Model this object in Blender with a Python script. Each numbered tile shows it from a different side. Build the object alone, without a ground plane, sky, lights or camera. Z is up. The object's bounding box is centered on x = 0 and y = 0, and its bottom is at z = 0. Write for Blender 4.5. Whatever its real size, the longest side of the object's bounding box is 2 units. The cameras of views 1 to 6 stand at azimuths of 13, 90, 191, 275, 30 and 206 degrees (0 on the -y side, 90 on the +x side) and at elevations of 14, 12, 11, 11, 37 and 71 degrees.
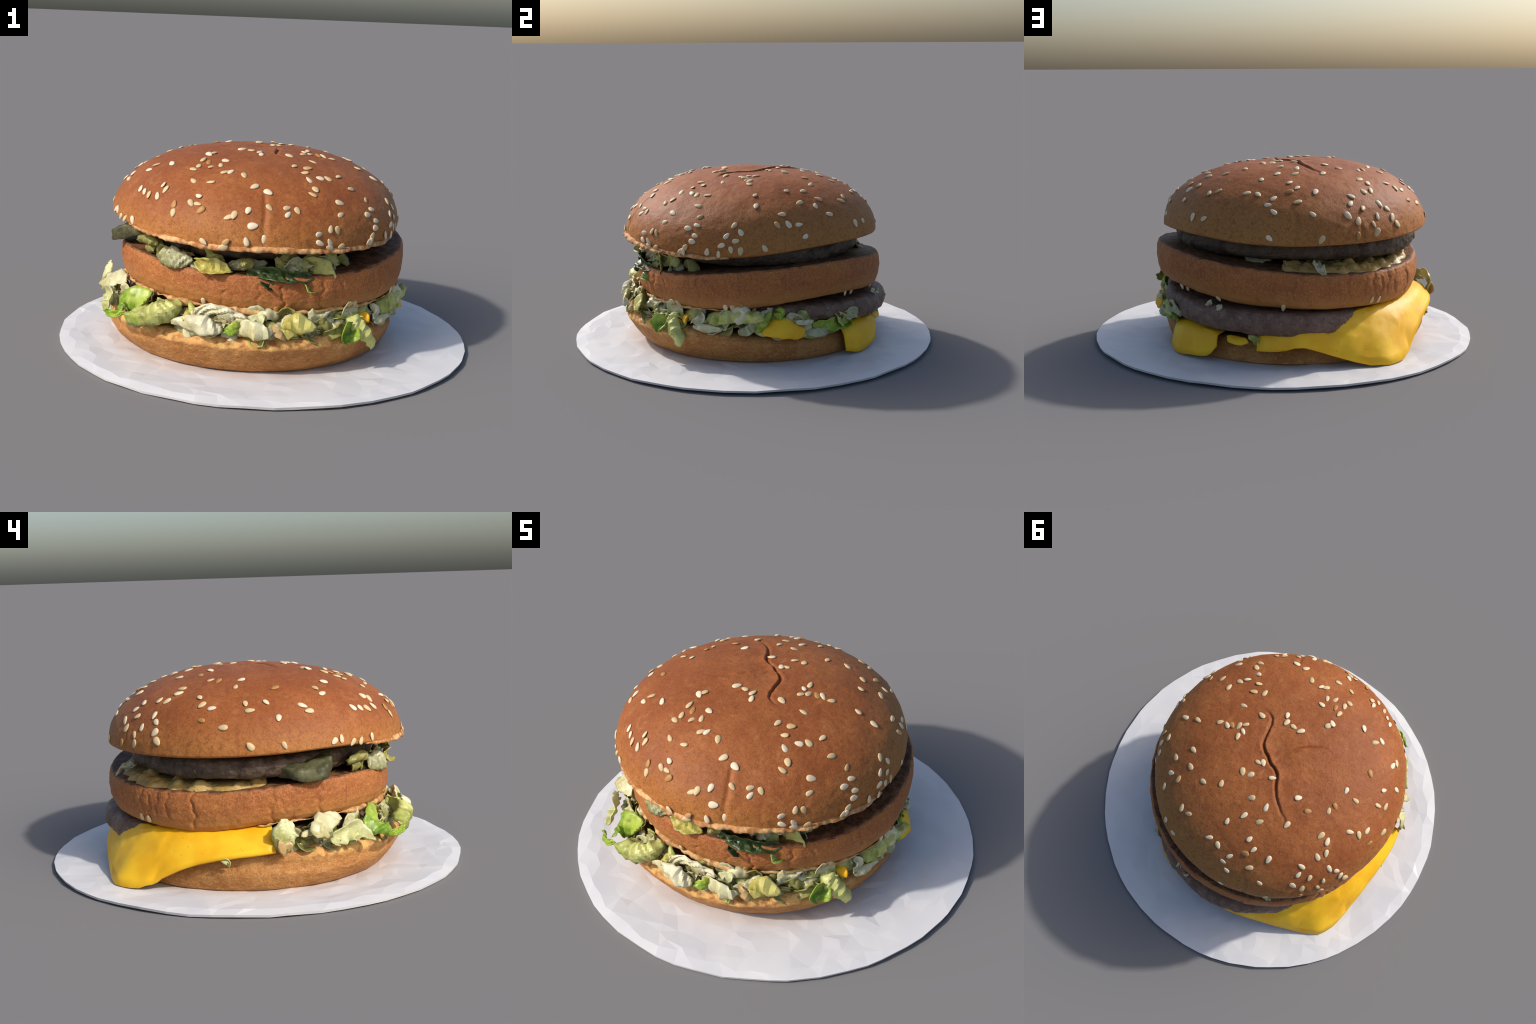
"""A double-decker hamburger on a thin white plate, built part by part."""
import bpy, math, random
import numpy as np
from mathutils import Matrix, Vector, geometry

RNG = np.random.default_rng(7)
AXIS = np.array([-0.05, 0.0])          # vertical axis of the stack (x, y)
rad = np.radians

# ------------------------------------------------------------------ noise
_PERM = np.random.default_rng(3).permutation(256)
_GRAD = np.random.default_rng(4).normal(size=(256, 3))
_GRAD /= np.linalg.norm(_GRAD, axis=1, keepdims=True)


def noise(p, scale=1.0, seed=0):
    """Gradient noise, p is (..., 3); roughly -0.7 .. 0.7."""
    p = np.asarray(p, float) * scale + seed * 17.31
    i = np.floor(p).astype(int)
    f = p - i
    u = f * f * f * (f * (f * 6 - 15) + 10)
    out = 0.0
    for dx in (0, 1):
        for dy in (0, 1):
            for dz in (0, 1):
                h = _PERM[(_PERM[(_PERM[(i[..., 0] + dx) & 255] + i[..., 1] + dy) & 255] + i[..., 2] + dz) & 255]
                g = _GRAD[h]
                d = g[..., 0] * (f[..., 0] - dx) + g[..., 1] * (f[..., 1] - dy) + g[..., 2] * (f[..., 2] - dz)
                w = (u[..., 0] if dx else 1 - u[..., 0]) * (u[..., 1] if dy else 1 - u[..., 1]) * (u[..., 2] if dz else 1 - u[..., 2])
                out = out + w * d
    return out


def fbm(p, scale, octaves=3, seed=0):
    v, a = 0.0, 1.0
    for o in range(octaves):
        v = v + a * noise(p, scale * 2 ** o, seed + o)
        a *= 0.5
    return v


def fourier(th, c):
    v = c[0] + 0 * th
    for k in range(1, (len(c) - 1) // 2 + 1):
        v = v + c[2 * k - 1] * np.cos(k * th) + c[2 * k] * np.sin(k * th)
    return v


def smooth(x, a, b):
    t = np.clip((x - a) / (b - a), 0, 1)
    return t * t * (3 - 2 * t)


def arc_window(az, lo, hi, soft=8.0):
    """1 for azimuths (degrees) inside lo..hi going counter-clockwise."""
    mid, half = (lo + hi) / 2, (hi - lo) / 2
    d = np.abs((az - mid + 180) % 360 - 180)
    return 1 - smooth(d, half - soft, half + soft)


def polar(az, r, z):
    a = rad(az)
    return np.stack([AXIS[0] + r * np.cos(a), AXIS[1] + r * np.sin(a), z + 0 * a], -1)


# ------------------------------------------------------------------ mesh helpers
def new_object(name, verts, faces, material, parent, shade=True):
    me = bpy.data.meshes.new(name)
    me.from_pydata(np.asarray(verts).tolist(), [], faces)
    me.validate()
    me.materials.append(material)
    me.polygons.foreach_set('use_smooth', [shade] * len(me.polygons))
    ob = bpy.data.objects.new(name, me)
    bpy.context.scene.collection.objects.link(ob)
    ob.parent = parent
    return ob


def ring_faces(rows, cols, closed=True):
    f = []
    for i in range(rows - 1):
        for j in range(cols if closed else cols - 1):
            k = (j + 1) % cols
            f.append((i * cols + j, i * cols + k, (i + 1) * cols + k, (i + 1) * cols + j))
    return f


def closed_revolve(name, P, material, parent):
    """P is (rows, cols, 3): rings from the lower pole to the upper pole; both ends are capped."""
    rows, cols = P.shape[:2]
    v = P.reshape(-1, 3)
    f = ring_faces(rows, cols)
    lo, hi = len(v), len(v) + 1
    v = np.vstack([v, P[0].mean(0), P[-1].mean(0)])
    for j in range(cols):
        k = (j + 1) % cols
        f.append((lo, k, j))
        f.append((hi, (rows - 1) * cols + j, (rows - 1) * cols + k))
    return new_object(name, v, f, material, parent)


def solidify(ob, thickness, offset=-1.0):
    m = ob.modifiers.new('thickness', 'SOLIDIFY')
    m.thickness, m.offset = thickness, offset
    return ob


def spline(pts, n):
    """Catmull-Rom through the rows of pts, n samples."""
    p = np.asarray(pts, float)
    p = np.vstack([2 * p[0] - p[1], p, 2 * p[-1] - p[-2]])
    segs = len(p) - 3
    t = np.linspace(0, segs - 1e-6, n)
    i = t.astype(int)
    f = (t - i)[:, None]
    a, b, c, d = p[i], p[i + 1], p[i + 2], p[i + 3]
    return 0.5 * (2 * b + (c - a) * f + (2 * a - 5 * b + 4 * c - d) * f ** 2 + (3 * b - a - 3 * c + d) * f ** 3)


# ------------------------------------------------------------------ materials
class Mat:
    """Small wrapper that makes node graphs readable."""

    def __init__(self, name, roughness=0.5, specular=0.35):
        self.m = bpy.data.materials.new(name)
        self.m.use_nodes = True
        self.t = self.m.node_tree
        self.b = self.t.nodes['Principled BSDF']
        self.b.inputs['Roughness'].default_value = roughness
        self.b.inputs['Specular IOR Level'].default_value = specular
        self.co = self.t.nodes.new('ShaderNodeTexCoord').outputs['Object']

    def node(self, kind, **inputs):
        n = self.t.nodes.new('ShaderNode' + kind)
        for k, v in inputs.items():
            self.put(n.inputs[k.replace('_', ' ')], v)
        return n

    def put(self, sock, v):
        if isinstance(v, bpy.types.NodeSocket):
            self.t.links.new(v, sock)
        else:
            sock.default_value = v

    def scaled(self, sx, sy, sz):
        n = self.node('Mapping', Vector=self.co)
        n.inputs['Scale'].default_value = (sx, sy, sz)
        return n.outputs['Vector']

    def noise(self, scale, detail=3.0, rough=0.55, vec=None):
        return self.node('TexNoise', Vector=vec or self.co, Scale=scale, Detail=detail, Roughness=rough).outputs['Fac']

    def voronoi(self, scale, vec=None):
        return self.node('TexVoronoi', Vector=vec or self.co, Scale=scale).outputs['Distance']

    def ramp(self, fac, lo, hi, a=0.0, b=1.0):
        n = self.node('MapRange', Value=fac)
        n.interpolation_type = 'SMOOTHSTEP'
        for k, v in zip(('From Min', 'From Max', 'To Min', 'To Max'), (lo, hi, a, b)):
            n.inputs[k].default_value = v
        return n.outputs['Result']

    def math(self, op, a, b=0.0):
        n = self.t.nodes.new('ShaderNodeMath')
        n.operation = op
        self.put(n.inputs[0], a)
        self.put(n.inputs[1], b)
        return n.outputs[0]

    def mix(self, fac, a, b, blend='MIX'):
        n = self.t.nodes.new('ShaderNodeMix')
        n.data_type, n.blend_type = 'RGBA', blend
        self.put(n.inputs[0], fac)
        for s, v in ((6, a), (7, b)):
            self.put(n.inputs[s], v if isinstance(v, bpy.types.NodeSocket) else (*v, 1.0))
        return n.outputs[2]

    def xyz(self):
        return self.node('SeparateXYZ', Vector=self.co).outputs

    def color(self, c):
        self.put(self.b.inputs['Base Color'], c if isinstance(c, bpy.types.NodeSocket) else (*c, 1.0))

    def bump(self, height, strength, distance=0.01):
        n = self.node('Bump', Height=height, Strength=strength, Distance=distance)
        self.t.links.new(n.outputs['Normal'], self.b.inputs['Normal'])

    def azimuth(self):
        """Angle round the stack in degrees (-180..180)."""
        x, y, _ = self.xyz()
        a = self.math('ARCTAN2', y, self.math('SUBTRACT', x, AXIS[0]))
        return self.math('MULTIPLY', a, 57.29578)


def crust_material():
    """Glossy red-brown crown that turns golden low on the sides, with pale flour specks."""
    m = Mat('bun_crust', 0.55, 0.22)
    x, y, z = m.xyz()
    low = m.ramp(m.math('ADD', z, m.math('MULTIPLY', m.noise(3.5), 0.16)), 0.66, 0.86, 1.0, 0.0)
    crown = m.mix(m.ramp(m.noise(5.0, 4), 0.35, 0.7), (0.275, 0.082, 0.022), (0.345, 0.115, 0.032))
    side = m.mix(m.ramp(m.noise(7.0, 4), 0.35, 0.7), (0.40, 0.155, 0.036), (0.47, 0.205, 0.055))
    # the side that faces +x +y blends to a yellower golden brown
    dull = m.ramp(m.math('ADD', m.math('MULTIPLY', x, 0.8), m.math('ADD', y, m.math('MULTIPLY', m.noise(4.0), 0.5))), 0.25, 0.95)
    c = m.mix(low, crown, side)
    c = m.mix(m.math('MULTIPLY', m.math('MULTIPLY', dull, m.ramp(z, 0.70, 0.90, 1.0, 0.2)), 0.72), c, (0.40, 0.198, 0.054))
    c = m.mix(m.ramp(m.noise(55.0, 5, 0.75), 0.46, 0.68, 0.0, 0.62), c, (0.185, 0.050, 0.018))
    c = m.mix(m.ramp(m.noise(17.0, 5, 0.7), 0.52, 0.72, 0.0, 0.4), c, (0.45, 0.20, 0.075))
    c = m.mix(m.ramp(m.noise(150.0, 3, 0.7), 0.44, 0.66, 0.0, 0.42), c, (0.16, 0.042, 0.016))
    specks = m.math('MULTIPLY', m.ramp(m.voronoi(85.0), 0.06, 0.14, 1.0, 0.0), m.ramp(m.noise(11.0), 0.5, 0.62))
    c = m.mix(m.math('MULTIPLY', specks, 0.5), c, (0.62, 0.33, 0.14))
    m.color(c)
    m.bump(m.math('ADD', m.noise(45.0, 6, 0.65), m.math('MULTIPLY', m.noise(200.0, 3), 0.5)), 0.4, 0.007)
    return m.m


def torn_crumb_material():
    m = Mat('torn_pale_crust', 0.65, 0.2)
    c = m.mix(m.ramp(m.noise(26.0, 4), 0.38, 0.66), (0.36, 0.15, 0.05), (0.68, 0.40, 0.18))
    m.color(c)
    m.bump(m.noise(90.0, 4), 0.5, 0.006)
    return m.m


def toasted_side_material():
    """Middle slice: brown grained wall, golden at the foot, dark toasted upper face."""
    m = Mat('toasted_bun', 0.6, 0.25)
    x, y, z = m.xyz()
    grain = m.noise(70.0, 4, 0.65)
    wall = m.mix(m.ramp(m.noise(6.0, 4), 0.35, 0.68), (0.315, 0.093, 0.028), (0.40, 0.14, 0.036))
    wall = m.mix(m.ramp(grain, 0.42, 0.66, 0.0, 0.55), wall, (0.48, 0.215, 0.075))
    az = m.azimuth()
    dip = m.math('ADD', m.math('MULTIPLY', m.math('COSINE', m.math('MULTIPLY', m.math('SUBTRACT', az, 40.0), 0.0349)), 0.025),
                 m.math('MULTIPLY', m.math('COSINE', m.math('MULTIPLY', az, 0.01745)), 0.016))
    zz = m.math('SUBTRACT', z, dip)
    wall = m.mix(m.ramp(m.noise(150.0, 3, 0.7), 0.42, 0.64, 0.0, 0.5), wall, (0.20, 0.055, 0.018))
    wall = m.mix(m.ramp(m.noise(190.0, 2, 0.6), 0.56, 0.68, 0.0, 0.5), wall, (0.58, 0.30, 0.11))
    foot = m.ramp(m.math('ADD', zz, m.math('MULTIPLY', m.noise(6.0), 0.10)), 0.355, 0.455, 1.0, 0.0)
    wall = m.mix(m.math('MULTIPLY', foot, 0.75), wall, (0.46, 0.215, 0.062))
    streak = m.noise(1.0, 3, 0.6, m.scaled(26.0, 26.0, 2.2))
    wall = m.mix(m.ramp(streak, 0.58, 0.74, 0.0, 0.6), wall, (0.21, 0.055, 0.022))
    specks = m.math('MULTIPLY', m.ramp(m.voronoi(70.0), 0.05, 0.13, 1.0, 0.0), m.ramp(m.noise(9.0), 0.46, 0.6))
    wall = m.mix(m.math('MULTIPLY', specks, 0.55), wall, (0.72, 0.46, 0.25))
    toast = m.mix(m.ramp(m.noise(30.0, 5, 0.7), 0.38, 0.66), (0.075, 0.034, 0.018), (0.24, 0.11, 0.045))
    up = m.ramp(m.node('SeparateXYZ', Vector=m.node('NewGeometry').outputs['Normal']).outputs[2], 0.55, 0.85)
    cut = m.math('MULTIPLY', up, m.ramp(z, 0.42, 0.44))
    m.color(m.mix(cut, wall, toast))
    m.bump(m.math('ADD', grain, m.math('MULTIPLY', m.noise(24.0, 3), 0.8)), 0.4, 0.007)
    return m.m


def heel_material():
    """Bottom slice: tan fibrous side with a browner shoulder."""
    m = Mat('bun_heel', 0.65, 0.2)
    fibre = m.noise(1.0, 4, 0.65, m.scaled(38.0, 38.0, 95.0))
    c = m.mix(m.ramp(m.noise(7.0, 4), 0.34, 0.68), (0.36, 0.145, 0.038), (0.47, 0.225, 0.07))
    c = m.mix(m.ramp(fibre, 0.45, 0.68, 0.0, 0.6), c, (0.56, 0.31, 0.12))
    c = m.mix(m.ramp(m.noise(22.0, 5, 0.7), 0.56, 0.72, 0.0, 0.65), c, (0.22, 0.07, 0.022))
    c = m.mix(m.ramp(m.noise(140.0, 3, 0.7), 0.44, 0.66, 0.0, 0.5), c, (0.20, 0.075, 0.022))
    # torn golden crumb along the shoulder of the lettuce side
    x, y, z = m.xyz()
    torn = m.math('MULTIPLY', m.ramp(m.math('ADD', z, m.math('MULTIPLY', m.noise(9.0, 3), 0.10)), 0.185, 0.225), m.ramp(y, -0.15, -0.4))
    c = m.mix(m.math('MULTIPLY', torn, m.ramp(m.noise(30.0, 4, 0.6), 0.36, 0.6)), c, (0.66, 0.38, 0.13))
    m.color(c)
    m.bump(m.math('ADD', fibre, m.noise(55.0, 3)), 0.5, 0.008)
    return m.m


def patty_material(name, a, b):
    m = Mat(name, 0.5, 0.4)
    c = m.mix(m.ramp(m.noise(14.0, 5, 0.65), 0.36, 0.66), a, b)
    c = m.mix(m.ramp(m.voronoi(42.0), 0.10, 0.26, 0.7, 0.0), c, tuple(v * 0.45 for v in a))
    c = m.mix(m.ramp(m.noise(60.0, 3), 0.6, 0.72, 0.0, 0.5), c, tuple(min(1, v * 2.1) for v in b))
    m.color(c)
    m.bump(m.math('ADD', m.noise(48.0, 5, 0.7), m.voronoi(30.0)), 0.55, 0.01)
    return m.m


def cheese_material():
    m = Mat('melted_cheese', 0.48, 0.3)
    c = m.mix(m.ramp(m.noise(7.0, 3), 0.36, 0.66), (0.80, 0.42, 0.010), (0.88, 0.52, 0.018))
    c = m.mix(m.ramp(m.noise(48.0, 4), 0.66, 0.74, 0.0, 0.6), c, (0.42, 0.20, 0.02))
    m.color(c)
    m.b.inputs['Subsurface Weight'].default_value = 0.12
    m.b.inputs['Subsurface Radius'].default_value = (0.03, 0.015, 0.004)
    m.bump(m.noise(26.0, 3), 0.15, 0.006)
    return m.m


def leaf_material(name, dark, light, vein=0.45):
    m = Mat(name, 0.38, 0.4)
    rnd = m.node('ObjectInfo').outputs['Random']
    off = m.node('VectorMath')
    m.put(off.inputs[0], m.co)
    m.put(off.inputs[1], rnd)
    v = off.outputs[0]
    gen = m.node('SeparateXYZ', Vector=m.t.nodes['Texture Coordinate'].outputs['Generated']).outputs
    grad = m.math('ADD', m.math('MULTIPLY', m.math('ADD', gen[0], gen[2]), 0.30), m.math('MULTIPLY', m.noise(13.0, 4, 0.6, v), 1.1))
    c = m.mix(m.ramp(grad, 0.52, 1.08), dark, light)
    streak = m.noise(34.0, 4, 0.7, v)
    c = m.mix(m.ramp(streak, 0.50, 0.66, 0.0, vein), c, tuple(min(1.0, x * 1.25 + 0.05) for x in light))
    c = m.mix(m.ramp(m.noise(9.0, 3, 0.6, v), 0.54, 0.70, 0.0, 0.7), c, tuple(x * k for x, k in zip(dark, (0.7, 0.55, 0.45))))  # brownish dark blotches paint the shadows among the leaves into the colour
    m.color(c)
    m.bump(m.noise(40.0, 4, 0.6, v), 0.15, 0.005)
    tr = m.node('BsdfTranslucent', Color=c)
    mixn = m.t.nodes.new('ShaderNodeMixShader')
    mixn.inputs[0].default_value = 0.18
    m.t.links.new(m.b.outputs[0], mixn.inputs[1])
    m.t.links.new(tr.outputs[0], mixn.inputs[2])
    m.t.links.new(mixn.outputs[0], m.t.nodes['Material Output'].inputs['Surface'])
    return m.m


def simple_material(name, a, b, scale, roughness=0.5, bump=0.3, specular=0.35, bits=None):
    m = Mat(name, roughness, specular)
    c = m.mix(m.ramp(m.noise(scale, 4, 0.6), 0.36, 0.66), a, b)
    if bits:
        c = m.mix(m.ramp(m.noise(scale * 2.2, 3, 0.6), 0.60, 0.68), c, bits)
    m.color(c)
    m.bump(m.noise(scale * 3, 4), bump, 0.006)
    return m.m


def seed_material():
    m = Mat('sesame', 0.45, 0.35)
    rnd = m.node('ObjectInfo').outputs['Random']
    c = m.mix(m.ramp(rnd, 0.0, 0.8), (0.72, 0.61, 0.44), (0.58, 0.43, 0.23))
    c = m.mix(m.ramp(rnd, 0.9, 0.96), c, (0.40, 0.20, 0.06))
    m.color(c)
    m.bump(m.noise(90.0, 2), 0.15, 0.003)
    return m.m


def plate_material():
    m = Mat('white_plate', 0.5, 0.3)
    c = m.mix(m.ramp(m.noise(3.0, 3), 0.35, 0.68), (0.60, 0.60, 0.62), (0.66, 0.65, 0.655))
    # faint grease bloom where the burger sits
    x, y, z = m.xyz()
    dx = m.math('SUBTRACT', x, AXIS[0])
    r = m.math('SQRT', m.math('ADD', m.math('MULTIPLY', dx, dx), m.math('MULTIPLY', y, y)))
    r = m.math('ADD', r, m.math('MULTIPLY', m.noise(8.0, 4), 0.14))
    c = m.mix(m.ramp(r, 0.72, 0.83, 0.5, 0.0), c, (0.56, 0.47, 0.42))
    m.color(c)
    return m.m


# ------------------------------------------------------------------ plate
def plate_height(r):
    """Upper face of the plate: low flat well, gentle swell, thin drooping rim."""
    return np.interp(r, PLATE_R, PLATE_Z)


PLATE_R = [0.0, 0.60, 0.72, 0.82, 0.90, 0.96, 1.00]
PLATE_Z = [0.014, 0.015, 0.016, 0.018, 0.022, 0.022, 0.017]


def build_plate(material):
    """A thin sheet of irregular triangles with a many-sided rim, so it reads faceted."""
    rng = np.random.default_rng(21)
    n_rim = 58
    a = (np.arange(n_rim) + rng.uniform(-0.25, 0.25, n_rim)) / n_rim * 2 * math.pi
    rr = 1.0 - np.abs(rng.normal(0, 0.003, n_rim))
    pts = [(r * math.cos(t), r * math.sin(t)) for r, t in zip(rr, a)]
    for r in np.arange(0.945, 0.3, -0.058):
        n = int(2 * math.pi * r / 0.075)
        t0 = rng.uniform(0, 6.28)
        for k in range(n):
            t = t0 + (k + rng.uniform(-0.3, 0.3)) / n * 2 * math.pi
            q = r + rng.uniform(-0.02, 0.02)
            pts.append((q * math.cos(t), q * math.sin(t)))
    pts += [(0.2 * math.cos(t), 0.2 * math.sin(t)) for t in np.linspace(0, 6.28, 9)[:-1]] + [(0, 0)]
    vs, _, fs, *_ = geometry.delaunay_2d_cdt([Vector(p) for p in pts], [], [], 0, 1e-5)
    xy = np.array([tuple(v) for v in vs])
    r = np.hypot(*xy.T)
    z = plate_height(r) + np.where(r < 0.985, rng.normal(0, 0.0017, len(r)), 0)
    z += np.where(r > 0.985, 0.004 * np.cos(np.arctan2(xy[:, 1], xy[:, 0]) - 0.7) + rng.normal(0, 0.0015, len(r)), 0)
    top = np.column_stack([xy, z])
    n = len(top)
    bot = np.column_stack([xy * np.where(r > 0.985, 0.997, 1)[:, None], np.maximum(z - 0.011, 0.0)])
    bot[r < 0.5, 2] = 0.0
    faces = [tuple(f) for f in fs] + [tuple(i + n for i in reversed(f)) for f in fs]
    count = {}
    for f in fs:
        for i in range(len(f)):
            e = (f[i], f[(i + 1) % len(f)])
            count[e] = 1
    for e in [e for e in count if (e[1], e[0]) not in count]:
        faces.append((e[1], e[0], e[0] + n, e[1] + n))
    return new_object('plate', np.vstack([top, bot]), faces, material, None, shade=False)


# ------------------------------------------------------------------ top bun
CROWN = dict(cx=-0.059, cy=-0.009, z=0.597, R=0.693, h=0.346, q=2.24)
# height of the lower edge of the crown round the stack: (azimuth, z)
CROWN_EDGE = [(0, .577), (19, .601), (31, .611), (45, .616), (64, .610), (77, .598), (98, .590), (127, .593), (150, .597), (168, .602), (194, .613),
              (208, .621), (224, .620), (242, .606), (265, .590), (287, .590), (300, .586), (313, .577), (326, .574), (340, .570), (350, .570)]


def around(az, table):
    """Smooth periodic interpolation of an (azimuth, value) table."""
    a, v = np.array(table).T
    fine = np.arange(0, 360, 1.0)
    w = np.interp(fine, a, v, period=360)
    k = np.hanning(19)
    k /= k.sum()
    w = np.convolve(np.concatenate([w[-20:], w, w[:20]]), k, 'same')[20:-20]
    return np.interp(np.asarray(az, float) % 360, fine, w, period=360)


def crown_point(az, t):
    """Smooth crown surface: az in degrees, t = 0 at the top .. 90 at the widest line."""
    th, t = rad(np.asarray(az, float)), rad(np.asarray(t, float))
    c = CROWN
    R = c['R'] - 0.004 * np.cos(2 * th) - 0.002 * np.sin(2 * th)
    fullness = np.minimum(2.32 + 0.45 * np.cos(th) - 0.556 * np.sin(th), 2.58)      # rounder shoulder towards +x -y
    rho = R * np.sin(t) ** (2 / fullness)
    h = c['h'] + rho * (-0.043 * np.cos(th) + 0.045 * np.sin(th))
    z = h * np.sign(np.cos(t)) * np.abs(np.cos(t)) ** (2 / c['q']) * np.where(np.cos(t) < 0, 0.15, 1.0)
    return np.stack([c['cx'] + rho * np.cos(th), c['cy'] + rho * np.sin(th), c['z'] + z + 0 * th], -1)


def polyline_distance(xy, line):
    """Distance to a polyline, signed by side, and position along it (0..1)."""
    best = np.full(xy.shape[:-1], 9.0)
    side = np.zeros_like(best)
    along = np.zeros_like(best)
    line = np.asarray(line)
    for i in range(len(line) - 1):
        a, d = line[i], line[i + 1] - line[i]
        t = np.clip(((xy - a) @ d) / (d @ d), 0, 1)
        v = xy - (a + t[..., None] * d)
        dist = np.hypot(v[..., 0], v[..., 1])
        near = dist < best
        best = np.where(near, dist, best)
        side = np.where(near, np.sign(d[0] * v[..., 1] - d[1] * v[..., 0]), side)
        along = np.where(near, (i + t) / (len(line) - 1), along)
    return best, side, along


CRACKS = [  # plan-view path, depth, half width, height of the raised lip
    ([(.110, -.180), (.064, -.145), (.046, -.011), (.011, .031), (-.039, .072), (-.098, .112), (-.123, .177), (-.164, .236), (-.248, .307)], 0.021, 0.0095, 0.008),
    ([(-.055, .055), (-.095, -.018), (-.160, -.088), (-.250, -.133)], 0.008, 0.012, 0.005),
]


def crown_relief(P):
    """Offset along the outward direction: lumps, dimple, cracks."""
    d = 0.006 * fbm(P, 2.6, 2, 1) + 0.0042 * fbm(P, 11.0, 4, 5) - 0.003 * np.abs(fbm(P, 20.0, 3, 9)) * (1 - smooth(P[..., 2], 0.66, 0.8))
    xy = P[..., :2]
    d = d - 0.012 * np.exp(-((xy[..., 0] + 0.03) ** 2 + (xy[..., 1] - 0.06) ** 2) / 0.02) * (P[..., 2] > 0.8)
    for line, depth, half, lip in CRACKS:
        wob = xy + 0.006 * np.stack([noise(P, 28, 31), noise(P, 28, 37)], -1)
        dist, side, along = polyline_distance(wob, spline(line, 28))
        fade = np.sin(np.pi * np.clip(along, 0.03, 0.97)) ** 0.6
        lean = np.where(side > 0, 1.0, 0.45)
        d = d + (P[..., 2] > 0.8) * fade * (lip * lean * np.exp(-(dist / (3.0 * half)) ** 2) - depth * np.exp(-(dist / (half * np.where(side > 0, 0.55, 1.0))) ** 2))
    # seams on the steep front and back sides
    for az0, lo, hi, depth in ((287.5, 0.61, 0.84, 0.009), (101.0, 0.60, 0.76, 0.006), (250, 0.6, 0.66, 0.006), (20, 0.6, 0.68, 0.006), (128, 0.6, 0.72, 0.005), (215, 0.6, 0.66, 0.004)):
        az = np.degrees(np.arctan2(P[..., 1] - CROWN['cy'], P[..., 0] - CROWN['cx']))
        da = (az - az0 + 1.6 * noise(P, 14, 3) + 180) % 360 - 180
        band = smooth(P[..., 2], lo - 0.02, lo + 0.02) * (1 - smooth(P[..., 2], hi - 0.05, hi))
        d = d - depth * band * np.exp(-(da / 0.75) ** 2) + 0.2 * depth * band * np.exp(-((da - 2.2) / 1.8) ** 2)
    return d


def build_top_bun(crust, crumb, parent):
    cols = 480
    az = np.linspace(0, 360, cols, endpoint=False)
    ctr = np.array([CROWN['cx'], CROWN['cy']])
    edge = around(az, CROWN_EDGE)
    # follow the crown down to 12 mm above the lower edge, then roll under
    tt = np.linspace(0.8, 90, 400)
    grid = np.array([crown_point(az, t)[:, 2] for t in tt])
    t_end = np.array([np.interp(-(edge[j] + 0.012), -grid[:, j], tt) for j in range(cols)])
    side = [crown_point(az, 0.8 + (t_end - 0.8) * s) for s in np.concatenate([np.linspace(1, 0.14, 130), np.linspace(0.136, 0.0, 60)])]
    last = side[0]
    roll = []
    for k in np.linspace(0.08, 1, 8):
        p = last.copy()
        f = 1 - 0.032 * (1 - math.cos(k * math.pi / 2)) - 0.004 * k
        p[:, :2] = ctr + (last[:, :2] - ctr) * f
        p[:, 2] = last[:, 2] - (last[:, 2] - edge) * math.sin(k * math.pi / 2)
        roll.append(p)
    under = []
    for f in (0.92, 0.86, 0.75, 0.5, 0.2, 0.03):
        p = last.copy()
        p[:, :2] = ctr + (last[:, :2] - ctr) * f
        p[:, 2] = edge * f + 0.60 * (1 - f) + 0.004 * (1 - f)
        under.append(p)
    P = np.array(under[::-1] + roll[::-1] + side)
    out = P - np.array([CROWN['cx'], CROWN['cy'], CROWN['z'] - 0.15])
    out /= np.linalg.norm(out, axis=-1, keepdims=True)
    rel = crown_relief(P)
    rel[:len(under)] *= 0.3
    P = P + out * rel[..., None]
    ob = closed_revolve('top_bun', P, crust, parent)
    # torn pale lip along the front of the lower edge
    a = np.linspace(229, 351, 420)
    s = np.linspace(0, 2 * math.pi, 13)[:-1]
    fade = np.sin(np.pi * np.linspace(0.02, 0.98, len(a))) ** 0.35
    b = crown_point(a, 90.0)
    ez = around(a, CROWN_EDGE)
    er = np.stack([np.cos(rad(a)), np.sin(rad(a)), 0 * a], -1)
    rag = np.clip(1 + 0.8 * noise(b, 13, 9) + 0.7 * noise(b, 40, 12), 0.25, 2)
    L = []
    for u in s:
        w = 0.021 * fade * rag
        h = 0.014 * fade * (1 + 0.6 * noise(b, 18, 15))
        q = b + er * (-0.008 + w * math.cos(u))[..., None]
        q[:, 2] = ez + 0.004 + h * math.sin(u) - 0.25 * w * max(0, math.cos(u)) + 0.005 * noise(b, 9, 18)
        L.append(q + 0.004 * fbm(q, 45, 2, 4)[:, None])
    L = np.array(L).transpose(1, 0, 2)
    closed_revolve('torn_lip', L, crumb, ob)
    return ob


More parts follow.
